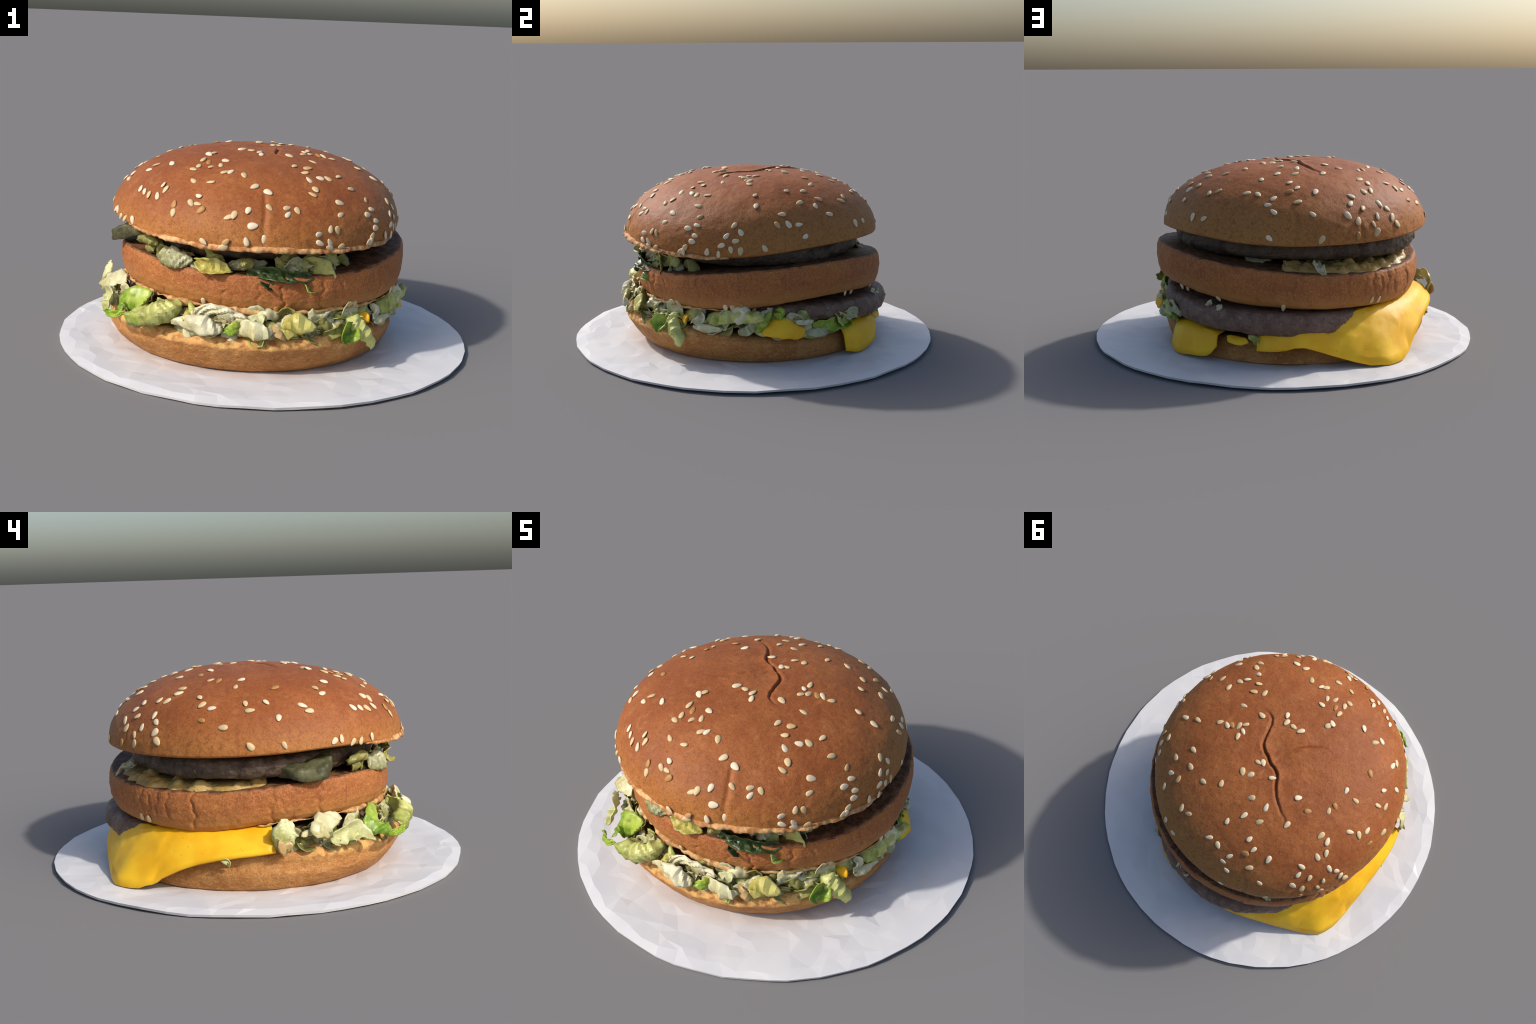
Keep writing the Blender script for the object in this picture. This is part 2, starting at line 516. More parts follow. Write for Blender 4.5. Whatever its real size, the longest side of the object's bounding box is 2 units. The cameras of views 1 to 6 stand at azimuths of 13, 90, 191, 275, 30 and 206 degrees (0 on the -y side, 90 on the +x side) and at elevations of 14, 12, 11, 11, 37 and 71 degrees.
SEEDS = {  # sesame on the crown: (azimuth, degrees down from the top, spin)
    'right': [(3, 50, 171), (3, 39, 159), (6, 86, 29), (7, 15, 93), (12, 68, 32), (15, 59, 86), (17, 68, 25), (22, 69, 90), (24, 79, 108), (24, 37, 124), (27, 50, 105), (35, 40, 100), (35, 55, 155), (40, 50, 40), (40, 64, 66), (48, 36, 114), (54, 76, 4), (54, 10, 93), (55, 56, 39), (56, 29, 37), (56, 18, 48), (60, 54, 132)],
    'right_back': [(61, 76, 117), (61, 9, 48), (66, 17, 156), (77, 55, 121), (80, 42, 11), (83, 56, 45), (86, 27, 111), (88, 36, 153), (89, 64, 88), (91, 86, 52), (91, 59, 137), (92, 69, 54), (98, 46, 144), (98, 54, 89), (100, 16, 88), (101, 37, 116), (102, 62, 107), (102, 51, 140), (103, 30, 170), (108, 71, 49), (111, 55, 157), (111, 87, 148)],
    'left_back': [(122, 38, 131), (123, 73, 35), (126, 65, 137), (126, 86, 171), (127, 77, 161), (128, 60, 44), (131, 69, 140), (134, 80, 24), (135, 85, 148), (137, 27, 82), (137, 57, 4), (137, 75, 174), (141, 34, 68), (141, 67, 11), (142, 57, 150), (143, 47, 106), (144, 71, 49), (145, 51, 135), (145, 77, 145), (147, 82, 46), (156, 38, 132), (159, 53, 41), (162, 38, 163), (162, 58, 153), (164, 68, 81), (167, 60, 103), (173, 72, 90), (175, 43, 178), (177, 36, 106)],
    'left': [(181, 56, 6), (183, 61, 94), (183, 83, 44), (190, 55, 36), (194, 66, 167), (195, 83, 27), (196, 43, 124), (205, 58, 55), (207, 62, 95), (214, 83, 128), (217, 44, 1), (217, 82, 7), (218, 49, 114), (222, 85, 134), (226, 85, 144), (227, 38, 77), (228, 62, 34), (232, 84, 13), (232, 63, 37), (236, 64, 32), (239, 19, 174), (239, 21, 85), (240, 54, 22)],
    'left_front': [(241, 63, 37), (243, 57, 175), (244, 27, 13), (247, 37, 87), (247, 33, 35), (250, 28, 28), (251, 66, 10), (252, 72, 9), (253, 46, 65), (255, 32, 171), (256, 8, 149), (258, 63, 42), (260, 57, 63), (260, 24, 84), (260, 29, 26), (261, 63, 82), (262, 45, 103), (263, 67, 136), (266, 35, 131), (266, 88, 56), (269, 34, 149), (273, 8, 77), (273, 90, 105), (274, 87, 133), (274, 70, 115), (276, 68, 167), (277, 36, 18), (281, 86, 17), (281, 64, 165), (283, 45, 129), (283, 75, 97), (287, 84, 172), (288, 9, 143), (289, 49, 51), (289, 61, 41), (289, 12, 175), (296, 61, 106), (296, 66, 138), (300, 63, 21)],
    'right_front': [(307, 81, 96), (307, 87, 65), (309, 51, 45), (311, 90, 77), (311, 87, 34), (312, 25, 128), (312, 47, 179), (312, 39, 22), (312, 78, 161), (314, 32, 69), (315, 79, 12), (316, 90, 104), (318, 68, 109), (320, 28, 64), (320, 59, 69), (320, 38, 59), (324, 14, 10), (325, 39, 20), (330, 90, 112), (331, 91, 173), (332, 71, 86), (332, 87, 139), (332, 50, 85), (333, 39, 107), (334, 23, 27), (335, 82, 86), (336, 60, 132), (336, 68, 76), (336, 77, 76), (342, 89, 174), (347, 90, 177), (348, 84, 112), (348, 15, 54), (350, 76, 138), (352, 87, 10), (353, 67, 145), (354, 80, 101), (354, 17, 86), (356, 73, 31), (356, 88, 177), (357, 20, 148), (358, 14, 139), (359, 22, 139), (359, 26, 40)],
}
HEEL_SEEDS = [(346, .326), (349, .328), (353, .339), (322, .315), (51, .343), (319, .317), (261, .327), (289, .312), (358, .305), (5, .306), (71, .327), (100, .301), (139, .309), (46, .344), (143, .305)]


def seed_mesh():
    """Tear-drop sesame seed, 1 unit long, lying on its flat side, point towards +x."""
    n, m = 12, 14
    P = []
    for i in range(n):
        u = (i + 0.5) / n
        ang = u * math.pi
        x = -0.5 * math.cos(ang)
        w = 0.36 * math.sin(ang) ** 0.9 * (1 - 0.38 * (x + 0.5) ** 1.4)
        v = np.linspace(0, 2 * math.pi, m, endpoint=False)
        P.append(np.stack([np.full(m, x), w * np.cos(v), 0.42 * w * np.sin(v) * np.where(np.sin(v) < 0, 0.7, 1)], -1))
    ob = closed_revolve('sesame_seed', np.array(P), MATS['sesame'], None)
    me = ob.data
    bpy.data.objects.remove(ob)
    return me


def place_seed(me, parent, pos, normal, along, length, rng):
    n = normal / np.linalg.norm(normal)
    n = n + rng.normal(0, 0.10, 3)
    n /= np.linalg.norm(n)
    x = along - n * (along @ n)
    x /= np.linalg.norm(x)
    if rng.random() < 0.5:
        x = -x
    y = np.cross(n, x)
    s = length
    M = np.eye(4)
    M[:3, 0], M[:3, 1], M[:3, 2] = x * s, y * s * rng.uniform(0.88, 1.12), n * s
    M[:3, 3] = pos + n * 0.002
    ob = bpy.data.objects.new('sesame_seed', me)
    bpy.context.scene.collection.objects.link(ob)
    ob.parent = parent
    ob.matrix_world = Matrix(M.tolist())
    return ob


def build_seeds(top, middle):
    rng = np.random.default_rng(5)
    me = seed_mesh()
    e = 0.4
    for group in SEEDS.values():
        for az, t, spin in group:
            t = min(t, 91)
            p = crown_point(az, t)
            dt = crown_point(az, t + e) - crown_point(az, t - e)
            da = crown_point(az + e, t) - crown_point(az - e, t)
            n = np.cross(da, dt)
            n /= np.linalg.norm(n)
            if n @ (p - np.array([CROWN['cx'], CROWN['cy'], 0.5])) < 0:
                n = -n
            dt /= np.linalg.norm(dt)
            da /= np.linalg.norm(da)
            along = math.cos(rad(spin)) * dt + math.sin(rad(spin)) * da
            o = p - np.array([CROWN['cx'], CROWN['cy'], CROWN['z'] - 0.15])
            p = p + o / np.linalg.norm(o) * crown_relief(p[None])[0]
            if 231 < az < 349 and t > 84:
                p = p + n * 0.006
            place_seed(me, top, p, n, along, rng.uniform(0.036, 0.046), rng)
    for az, z in HEEL_SEEDS:
        p = mid_polar(az, middle_wall(az, z) + 0.002, z)
        er = np.array([math.cos(rad(az)), math.sin(rad(az)), -0.35])
        place_seed(me, middle, p, er, np.array([0.3 * rng.normal(), 0.3 * rng.normal(), 1.0]), 0.038, rng)


# ------------------------------------------------------------------ middle bun
MID = np.array([-0.020, 0.029])        # the middle slice sits a little off the axis
MID_R = 0.671
MID_TOP = [(0, .520), (15, .529), (30, .538), (52, .529), (68, .510), (80, .497), (95, .479), (109, .461), (120, .456), (134, .449), (146, .444),
           (160, .447), (175, .449), (191, .465), (212, .488), (226, .485), (247, .474), (261, .464), (290, .460), (319, .466), (334, .487), (345, .505)]
MID_FOOT = [(0, .318), (15, .340), (33, .352), (49, .348), (61, .332), (71, .322), (83, .304), (95, .297), (117, .280), (139, .275), (158, .261),
            (169, .264), (187, .294), (209, .310), (225, .311), (242, .304), (268, .297), (290, .290), (306, .297), (328, .298), (345, .307)]
MID_PROFILE = [(0.0, -0.040), (0.05, -0.020), (0.16, -0.006), (0.35, 0.005), (0.60, 0.010), (0.85, 0.008), (0.95, 0.003), (1.0, -0.006)]


MID_OVAL = [(0, .008), (15, -.002), (30, -.006), (90, -.004), (150, .0), (185, .008), (225, .010), (250, .0), (275, -.006), (310, .0), (335, .012), (350, .017)]


def mid_polar(az, r, z):
    a = rad(az)
    r = r + np.minimum(r, 0.6) / 0.6 * around(az, MID_OVAL)
    return np.stack([MID[0] + r * np.cos(a), MID[1] + r * np.sin(a), z + 0 * a], -1)


GROOVES = [  # azimuth, depth, lower and upper fraction of the wall height
    (263, .004, 0, .8), (269, .004, 0, .7), (282, .005, .1, .8), (291, .013, .05, .85), (306, .008, .05, .9), (334, .007, .05, .95), (12, .004, 0, .7),
    (21, .005, .05, .95), (31, .006, .2, .95), (315, .004, .2, .8), (76, .005, .2, .9), (104, .006, .1, .9), (127, .005, .2, .9), (140, .008, .05, 1),
    (46, .003, 0, .8), (144, .007, 0, .9), (153, .006, .3, 1), (164, .010, .1, 1), (193, .007, 0, .9), (197, .006, 0, .9), (211, .009, .05, .95), (135, .005, .3, 1), (148, .004, .3, 1)]


def middle_wall(az, z):
    lo, up = around(az, MID_FOOT), around(az, MID_TOP)
    u = np.clip((z - lo) / (up - lo), 0, 1)
    return MID_R + np.interp(u, *zip(*MID_PROFILE))


def build_middle_bun(material, parent):
    cols = 720
    az = np.linspace(0, 360, cols, endpoint=False)
    th = rad(az)
    lo, up = around(az, MID_FOOT), around(az, MID_TOP)
    R = MID_R + 0 * th
    rows = []
    for f in (0.04, 0.4, 0.75, 0.9):
        rows.append(mid_polar(az, R * f * 0.96, lo * f + 0.30 * (1 - f)))
    us = np.concatenate([np.linspace(0, 0.2, 10), np.linspace(0.23, 0.85, 34), np.linspace(0.87, 1.0, 10)])
    jag = noise(np.stack([np.cos(th) * 9, np.sin(th) * 9, 0 * th], -1), 1.6, 3)
    for u in us:
        r = R + np.interp(u, *zip(*MID_PROFILE))
        for g, depth, a, b in GROOVES:
            da = (az - g + 0.7 * math.sin(9 * u + g) + 0.4 * math.sin(23 * u + 2 * g) + 180) % 360 - 180
            band = float(smooth(u, a - 0.08, a + 0.08) * (1 - smooth(u, b - 0.1, b + 0.05)))
            r = r - 0.75 * depth * band * np.exp(-(da / 0.45) ** 2) + 0.15 * depth * band * np.exp(-((np.abs(da) - 2.0) / 1.6) ** 2)
        p = mid_polar(az, r, lo + (up - lo) * u)
        p[:, 2] += 0.006 * jag * (u > 0.97)
        rows.append(p)
    for f in (0.965, 0.94, 0.9, 0.85, 0.78, 0.68, 0.5, 0.25, 0.05):
        rows.append(mid_polar(az, R * f, (up - 0.004) * f + 0.478 * (1 - f)))
    P = np.array(rows)
    d = 0.007 * fbm(P, 3.2, 3, 41) + 0.005 * fbm(P, 16, 4, 44)
    er = P - np.array([MID[0], MID[1], 0.40])
    er /= np.linalg.norm(er, axis=-1, keepdims=True)
    return closed_revolve('middle_bun', P + er * d[..., None], material, parent)


# ------------------------------------------------------------------ bottom bun
HEEL_FOOT = (np.array([-0.066, 0.020]), 0.645)       # contact ring: centre, radius
HEEL_SHOULDER = (np.array([-0.038, -0.045]), 0.662)  # widest ring, pushed towards -y
HEEL_TOP = [(0, .175), (27, .142), (42, .137), (60, .125), (95, .130), (130, .142), (162, .166), (177, .190), (198, .212), (222, .200), (248, .190),
            (265, .199), (290, .195), (310, .198), (330, .205), (345, .194)]


def build_bottom_bun(material, parent):
    cols = 480
    az = np.linspace(0, 360, cols, endpoint=False)
    up = around(az, HEEL_TOP)
    z0 = 0.016
    er = np.stack([np.cos(rad(az)), np.sin(rad(az))], -1)

    def ring(lean, dr, z):
        c = HEEL_FOOT[0] * (1 - lean) + HEEL_SHOULDER[0] * lean
        R = HEEL_FOOT[1] * (1 - lean) + HEEL_SHOULDER[1] * lean
        return np.column_stack([c + er * np.maximum(R + dr, 0.02)[:, None] if np.ndim(dr) else c + er * (R + dr), z + 0 * az])

    rows = [ring(0, -0.58, z0), ring(0, -0.3, z0), ring(0, -0.06, z0)]
    prof = [(0.0, -0.014), (0.05, 0.0), (0.2, 0.010), (0.4, 0.014), (0.6, 0.013), (0.78, 0.010), (0.9, 0.0), (0.97, -0.014), (1.0, -0.035)]
    for u in np.linspace(0, 1, 48):
        rows.append(ring(min(1, u / 0.75), np.interp(u, *zip(*prof)), z0 + (up - z0) * u))
    for dr in (-0.08, -0.15, -0.25, -0.4, -0.6):
        rows.append(ring(1, dr, up - 0.006))
    P = np.array(rows)
    d = 0.008 * fbm(P, 3.0, 3, 61) + 0.006 * fbm(P, 14, 4, 64)
    # horizontal creases where the side is squashed, strongest on the -x side
    azg = az[None, :] + 0 * P[..., 0]
    squash = arc_window(azg, 150, 250, 25)
    d = d + 0.003 * squash * np.sin((P[..., 2] + 0.03 * noise(P, 4, 8)) * 80) * smooth(P[..., 2], 0.06, 0.12)
    d = d + 0.026 * arc_window(azg, 155, 240, 20) * smooth(P[..., 2], 0.015, 0.10)      # bulges out under the cheese
    # crumbly torn shoulder on the front
    d = d + 0.010 * np.abs(fbm(P, 22, 3, 70)) * arc_window(azg, 235, 330, 20) * smooth(P[..., 2], 0.12, 0.17)
    d = np.where(P[..., 2] < 0.03, 0.2 * d, d)
    o = P - np.array([AXIS[0], AXIS[1], 0.12])
    o[..., 2] *= 0.3
    o /= np.linalg.norm(o, axis=-1, keepdims=True)
    return closed_revolve('bottom_bun', P + o * d[..., None], material, parent)


# ------------------------------------------------------------------ patties
def build_patty(name, cx, cy, R, z, thick, tilt, material, parent, seed, outline=((0, 0.0), (180, 0.0))):
    cols = 360
    az = np.linspace(0, 360, cols, endpoint=False)
    th = rad(az)
    edge = around(az, outline) + R * (1 + 0.012 * fbm(np.stack([np.cos(th), np.sin(th), 0 * th], -1), 2.2, 3, seed))
    rows = []
    for k in np.linspace(-1, 1, 41):
        s = math.sin(k * math.pi / 2)
        f = max(0.0, math.cos(k * math.pi / 2))
        rr = edge - thick * 0.55 * (1 - f ** 0.6) if abs(k) < 0.999 else edge * 0.05
        P = np.stack([cx + rr * np.cos(th), cy + rr * np.sin(th), 0 * th], -1)
        P[:, 2] = z + s * thick / 2 + tilt[0] * P[:, 0] + tilt[1] * P[:, 1]
        rows.append(P)
    P = np.array(rows)
    d = 0.012 * fbm(P, 9, 4, seed + 2) + 0.011 * np.abs(fbm(P, 28, 3, seed + 6)) - 0.004
    er = P - np.array([cx, cy, z])
    er[..., 2] *= 3
    er /= np.linalg.norm(er, axis=-1, keepdims=True)
    return closed_revolve(name, P + er * d[..., None], material, parent)


# ------------------------------------------------------------------ cheese
def build_cheese(name, table, n_az, n_drop, material, parent, seed, jitter=0.0026, thickness=0.016, flat=True):
    """Draped slice. table rows: azimuth, upper radius, upper z, shoulder radius, lower radius, lower z."""
    rng = np.random.default_rng(seed)
    t = spline(table, n_az)
    s = np.linspace(0, 1, n_drop)
    P = []
    for row in t:
        az, r0, z0, rs, r1, z1 = row
        prof = spline([(r0 - 0.05, z0), (r0, z0 - 0.004), (rs, z0 - 0.28 * (z0 - z1)), ((rs + r1) / 2, z0 - 0.62 * (z0 - z1)), (r1, z1)], n_drop)
        P.append(polar(np.full(n_drop, az), prof[:, 0], prof[:, 1]))
    P = np.array(P)
    j = rng.normal(0, 1, P.shape) * jitter * (0.35 + 0.85 * arc_window(t[:, 0], 112, 158, 14))[:, None, None]
    j[[0, -1]] *= 0.4
    j[:, 0] *= 0.2
    j[:, -1] *= 0.5
    P = P + j
    P[..., 2] = np.maximum(P[..., 2], 0.026)
    faces = []
    for a in range(n_az - 1):
        for b in range(n_drop - 1):
            q = [a * n_drop + b, (a + 1) * n_drop + b, (a + 1) * n_drop + b + 1, a * n_drop + b + 1]
            if rng.random() < 0.5:
                faces += [(q[0], q[1], q[2]), (q[0], q[2], q[3])]
            else:
                faces += [(q[0], q[1], q[3]), (q[1], q[2], q[3])]
    faces = [tuple(reversed(f)) for f in faces]
    ob = new_object(name, P.reshape(-1, 3), faces, material, parent)
    ob.data.set_sharp_from_angle(angle=rad(32 if flat else 40))
    return solidify(ob, thickness, -1.0)


CHEESE_CORNER = [
    (87, 0.681, 0.188, 0.698, 0.717, 0.098),
    (96, 0.681, 0.200, 0.702, 0.725, 0.102),
    (104, 0.676, 0.216, 0.702, 0.730, 0.124),
    (112, 0.654, 0.232, 0.684, 0.737, 0.100),
    (120, 0.649, 0.244, 0.684, 0.757, 0.064),
    (128, 0.645, 0.254, 0.687, 0.791, 0.034),
    (135, 0.642, 0.260, 0.692, 0.821, 0.030),
    (142, 0.638, 0.264, 0.696, 0.803, 0.030),
    (148, 0.630, 0.268, 0.692, 0.775, 0.050),
    (152, 0.624, 0.272, 0.683, 0.758, 0.088),
    (160, 0.617, 0.276, 0.671, 0.736, 0.136),
    (168, 0.615, 0.280, 0.665, 0.726, 0.168),
    (176, 0.614, 0.286, 0.667, 0.727, 0.186),
    (184, 0.619, 0.294, 0.677, 0.733, 0.200),
    (191, 0.624, 0.294, 0.687, 0.737, 0.210),
]
CHEESE_FLAP = [
    (43, .670, .168, .698, .720, .044), (50, .680, .178, .714, .738, .024), (58, .685, .176, .714, .736, .034),
    (66, .690, .168, .712, .728, .046), (70, .690, .162, .708, .716, .095)]


# ------------------------------------------------------------------ lettuce and other shreds
SHREDS = [  # colour, then along the piece: azimuth, radius, height, width
    ('pale', [(196, 0.70, 0.334, 0.052), (194, 0.74, 0.283, 0.083), (194, 0.73, 0.211, 0.052)]),
    ('cream', [(217, 0.65, 0.322, 0.047), (209, 0.70, 0.302, 0.081), (206, 0.75, 0.256, 0.056)]),
    ('pale', [(210, 0.74, 0.240, 0.039), (219, 0.74, 0.263, 0.068), (225, 0.79, 0.211, 0.022)]),
    ('green', [(239, 0.66, 0.304, 0.045), (231, 0.73, 0.270, 0.110), (231, 0.77, 0.221, 0.073)]),
    ('white', [(211, 0.73, 0.225, 0.028), (214, 0.74, 0.220, 0.025)]),
    ('cream', [(206, 0.70, 0.267, 0.025), (200, 0.73, 0.276, 0.021)]),
    ('fresh', [(239, 0.79, 0.242, 0.070), (248, 0.78, 0.272, 0.074), (253, 0.73, 0.286, 0.077), (255, 0.66, 0.305, 0.042)]),
    ('green', [(229, 0.82, 0.235, 0.019), (235, 0.82, 0.235, 0.026), (238, 0.80, 0.245, 0.018)]),
    ('olive', [(236, 0.64, 0.313, 0.037), (240, 0.66, 0.285, 0.043)]),
    ('pale', [(243, 0.65, 0.285, 0.028), (249, 0.66, 0.295, 0.024)]),
    ('yellow', [(259, 0.66, 0.300, 0.024), (259, 0.69, 0.275, 0.030), (259, 0.72, 0.254, 0.021)]),
    ('white', [(261, 0.69, 0.279, 0.035), (266, 0.68, 0.304, 0.038), (272, 0.68, 0.300, 0.044), (281, 0.68, 0.273, 0.026)]),
    ('white', [(254, 0.72, 0.238, 0.021), (263, 0.73, 0.254, 0.064), (268, 0.74, 0.251, 0.073), (273, 0.72, 0.241, 0.026)]),
    ('green', [(274, 0.72, 0.222, 0.026), (277, 0.72, 0.246, 0.038), (280, 0.68, 0.265, 0.020)]),
    ('cream', [(276, 0.69, 0.249, 0.034), (282, 0.72, 0.247, 0.068), (287, 0.74, 0.237, 0.049), (290, 0.72, 0.241, 0.019)]),
    ('pale', [(281, 0.67, 0.262, 0.025), (285, 0.67, 0.277, 0.047), (288, 0.67, 0.288, 0.019)]),
    ('tan', [(290, 0.69, 0.252, 0.019), (292, 0.72, 0.234, 0.037), (295, 0.72, 0.207, 0.034)]),
    ('yellow', [(294, 0.69, 0.251, 0.034), (299, 0.71, 0.263, 0.078), (305, 0.74, 0.256, 0.016)]),
    ('yellow', [(295, 0.69, 0.238, 0.047), (298, 0.71, 0.211, 0.037)]),
    ('white', [(304, 0.68, 0.271, 0.028), (309, 0.66, 0.288, 0.054), (316, 0.64, 0.315, 0.029)]),
    ('grey', [(301, 0.69, 0.207, 0.016), (305, 0.68, 0.212, 0.022), (309, 0.67, 0.217, 0.016)]),
    ('fresh', [(322, 0.64, 0.263, 0.039), (323, 0.70, 0.242, 0.068), (327, 0.74, 0.197, 0.062), (331, 0.74, 0.125, 0.049)]),
    ('green', [(322, 0.71, 0.227, 0.055), (319, 0.73, 0.199, 0.070), (319, 0.73, 0.161, 0.032)]),
    ('cheese', [(330, 0.64, 0.263, 0.026), (330, 0.68, 0.251, 0.049), (331, 0.71, 0.233, 0.026)]),
    ('white', [(337, 0.66, 0.277, 0.020), (338, 0.69, 0.254, 0.037), (334, 0.70, 0.233, 0.017)]),
    ('fresh', [(340, 0.68, 0.247, 0.050), (349, 0.71, 0.282, 0.058), (4, 0.74, 0.295, 0.046)]),
    ('cream', [(335, 0.70, 0.217, 0.020), (340, 0.71, 0.216, 0.037), (347, 0.70, 0.204, 0.024)]),
    ('olive', [(319, 0.62, 0.276, 0.042), (318, 0.65, 0.249, 0.048), (319, 0.66, 0.219, 0.032)]),
    ('pale', [(347, 0.69, 0.211, 0.043), (349, 0.70, 0.272, 0.054), (350, 0.68, 0.307, 0.042)]),
    ('white', [(352, 0.69, 0.306, 0.035), (356, 0.71, 0.307, 0.073), (356, 0.72, 0.253, 0.054)]),
    ('grey', [(354, 0.70, 0.198, 0.023), (359, 0.70, 0.219, 0.042), (4, 0.69, 0.271, 0.042), (9, 0.66, 0.309, 0.023)]),
    ('green', [(2, 0.71, 0.200, 0.015), (4, 0.71, 0.249, 0.042), (7, 0.69, 0.298, 0.023)]),
    ('green', [(10, 0.67, 0.306, 0.023), (12, 0.69, 0.295, 0.050), (11, 0.70, 0.262, 0.027)]),
    ('cheese', [(4, 0.69, 0.215, 0.066), (12, 0.71, 0.222, 0.108), (18, 0.71, 0.196, 0.081), (22, 0.70, 0.182, 0.043)]),
    ('white', [(18, 0.70, 0.243, 0.015), (22, 0.71, 0.237, 0.023), (26, 0.70, 0.240, 0.016)]),
    ('green', [(27, 0.69, 0.219, 0.035), (35, 0.70, 0.205, 0.051), (46, 0.70, 0.194, 0.044)]),
    ('fresh', [(37, 0.70, 0.260, 0.024), (41, 0.71, 0.217, 0.044), (46, 0.70, 0.176, 0.024)]),
    ('grey', [(42, 0.71, 0.235, 0.036), (46, 0.72, 0.247, 0.044), (51, 0.71, 0.210, 0.020)]),
    ('grey', [(23, 0.69, 0.182, 0.023), (28, 0.71, 0.177, 0.035), (35, 0.70, 0.178, 0.020)]),
    ('fresh', [(18, 0.67, 0.194, 0.020), (27, 0.67, 0.156, 0.030), (41, 0.68, 0.160, 0.016)]),
    ('white', [(66, 0.70, 0.313, 0.021), (67, 0.71, 0.291, 0.028)]),
    ('white', [(72, 0.71, 0.306, 0.018), (71, 0.72, 0.277, 0.030)]),
    ('fresh', [(83, 0.69, 0.155, 0.018), (86, 0.70, 0.149, 0.036), (88, 0.70, 0.135, 0.030)]),
    ('cheese', [(74, 0.69, 0.137, 0.034), (79, 0.70, 0.135, 0.043), (83, 0.69, 0.134, 0.021)]),
    ('pale', [(173, 0.72, 0.171, 0.013), (175, 0.72, 0.166, 0.020), (175, 0.71, 0.142, 0.008)]),
    ('olive', [(225, 0.63, 0.530, 0.027), (234, 0.64, 0.552, 0.040), (239, 0.62, 0.545, 0.021)]),
    ('grey', [(240, 0.62, 0.504, 0.048), (250, 0.65, 0.508, 0.068), (257, 0.63, 0.489, 0.036)]),
    ('olive', [(247, 0.60, 0.516, 0.026), (256, 0.61, 0.510, 0.042)]),
    ('yellow', [(259, 0.63, 0.506, 0.021), (266, 0.65, 0.487, 0.061), (274, 0.63, 0.482, 0.031)]),
    ('grey', [(272, 0.59, 0.492, 0.031), (280, 0.61, 0.500, 0.041), (288, 0.58, 0.501, 0.026)]),
    ('kale', [(280, 0.61, 0.471, 0.026), (289, 0.65, 0.477, 0.043), (298, 0.66, 0.457, 0.048), (306, 0.65, 0.451, 0.026)]),
    ('fresh', [(304, 0.56, 0.451, 0.075), (307, 0.63, 0.453, 0.129), (309, 0.66, 0.393, 0.093)]),
    ('grey', [(313, 0.56, 0.439, 0.060), (315, 0.61, 0.449, 0.071), (316, 0.63, 0.430, 0.022)]),
    ('kale', [(321, 0.58, 0.432, 0.023), (320, 0.65, 0.425, 0.041), (320, 0.66, 0.363, 0.056)]),
    ('olive', [(292, 0.56, 0.440, 0.023), (298, 0.57, 0.475, 0.030), (303, 0.58, 0.473, 0.026)]),
    ('white', [(324, 0.56, 0.434, 0.034), (328, 0.58, 0.423, 0.042)]),
    ('grey', [(74, 0.52, 0.504, 0.033), (84, 0.52, 0.510, 0.037), (91, 0.48, 0.506, 0.022)]),
    ('white', [(112, 0.58, 0.494, 0.033), (112, 0.64, 0.481, 0.036), (114, 0.68, 0.451, 0.014)]),
    ('kale', [(286, 0.65, 0.459, 0.038), (290, 0.66, 0.418, 0.034)]),
    ('olive', [(278, 0.66, 0.518, 0.026), (283, 0.64, 0.521, 0.038)]),
    ('tan', [(194, 0.74, 0.262, 0.050), (194, 0.75, 0.235, 0.066), (195, 0.73, 0.200, 0.040)]),
]


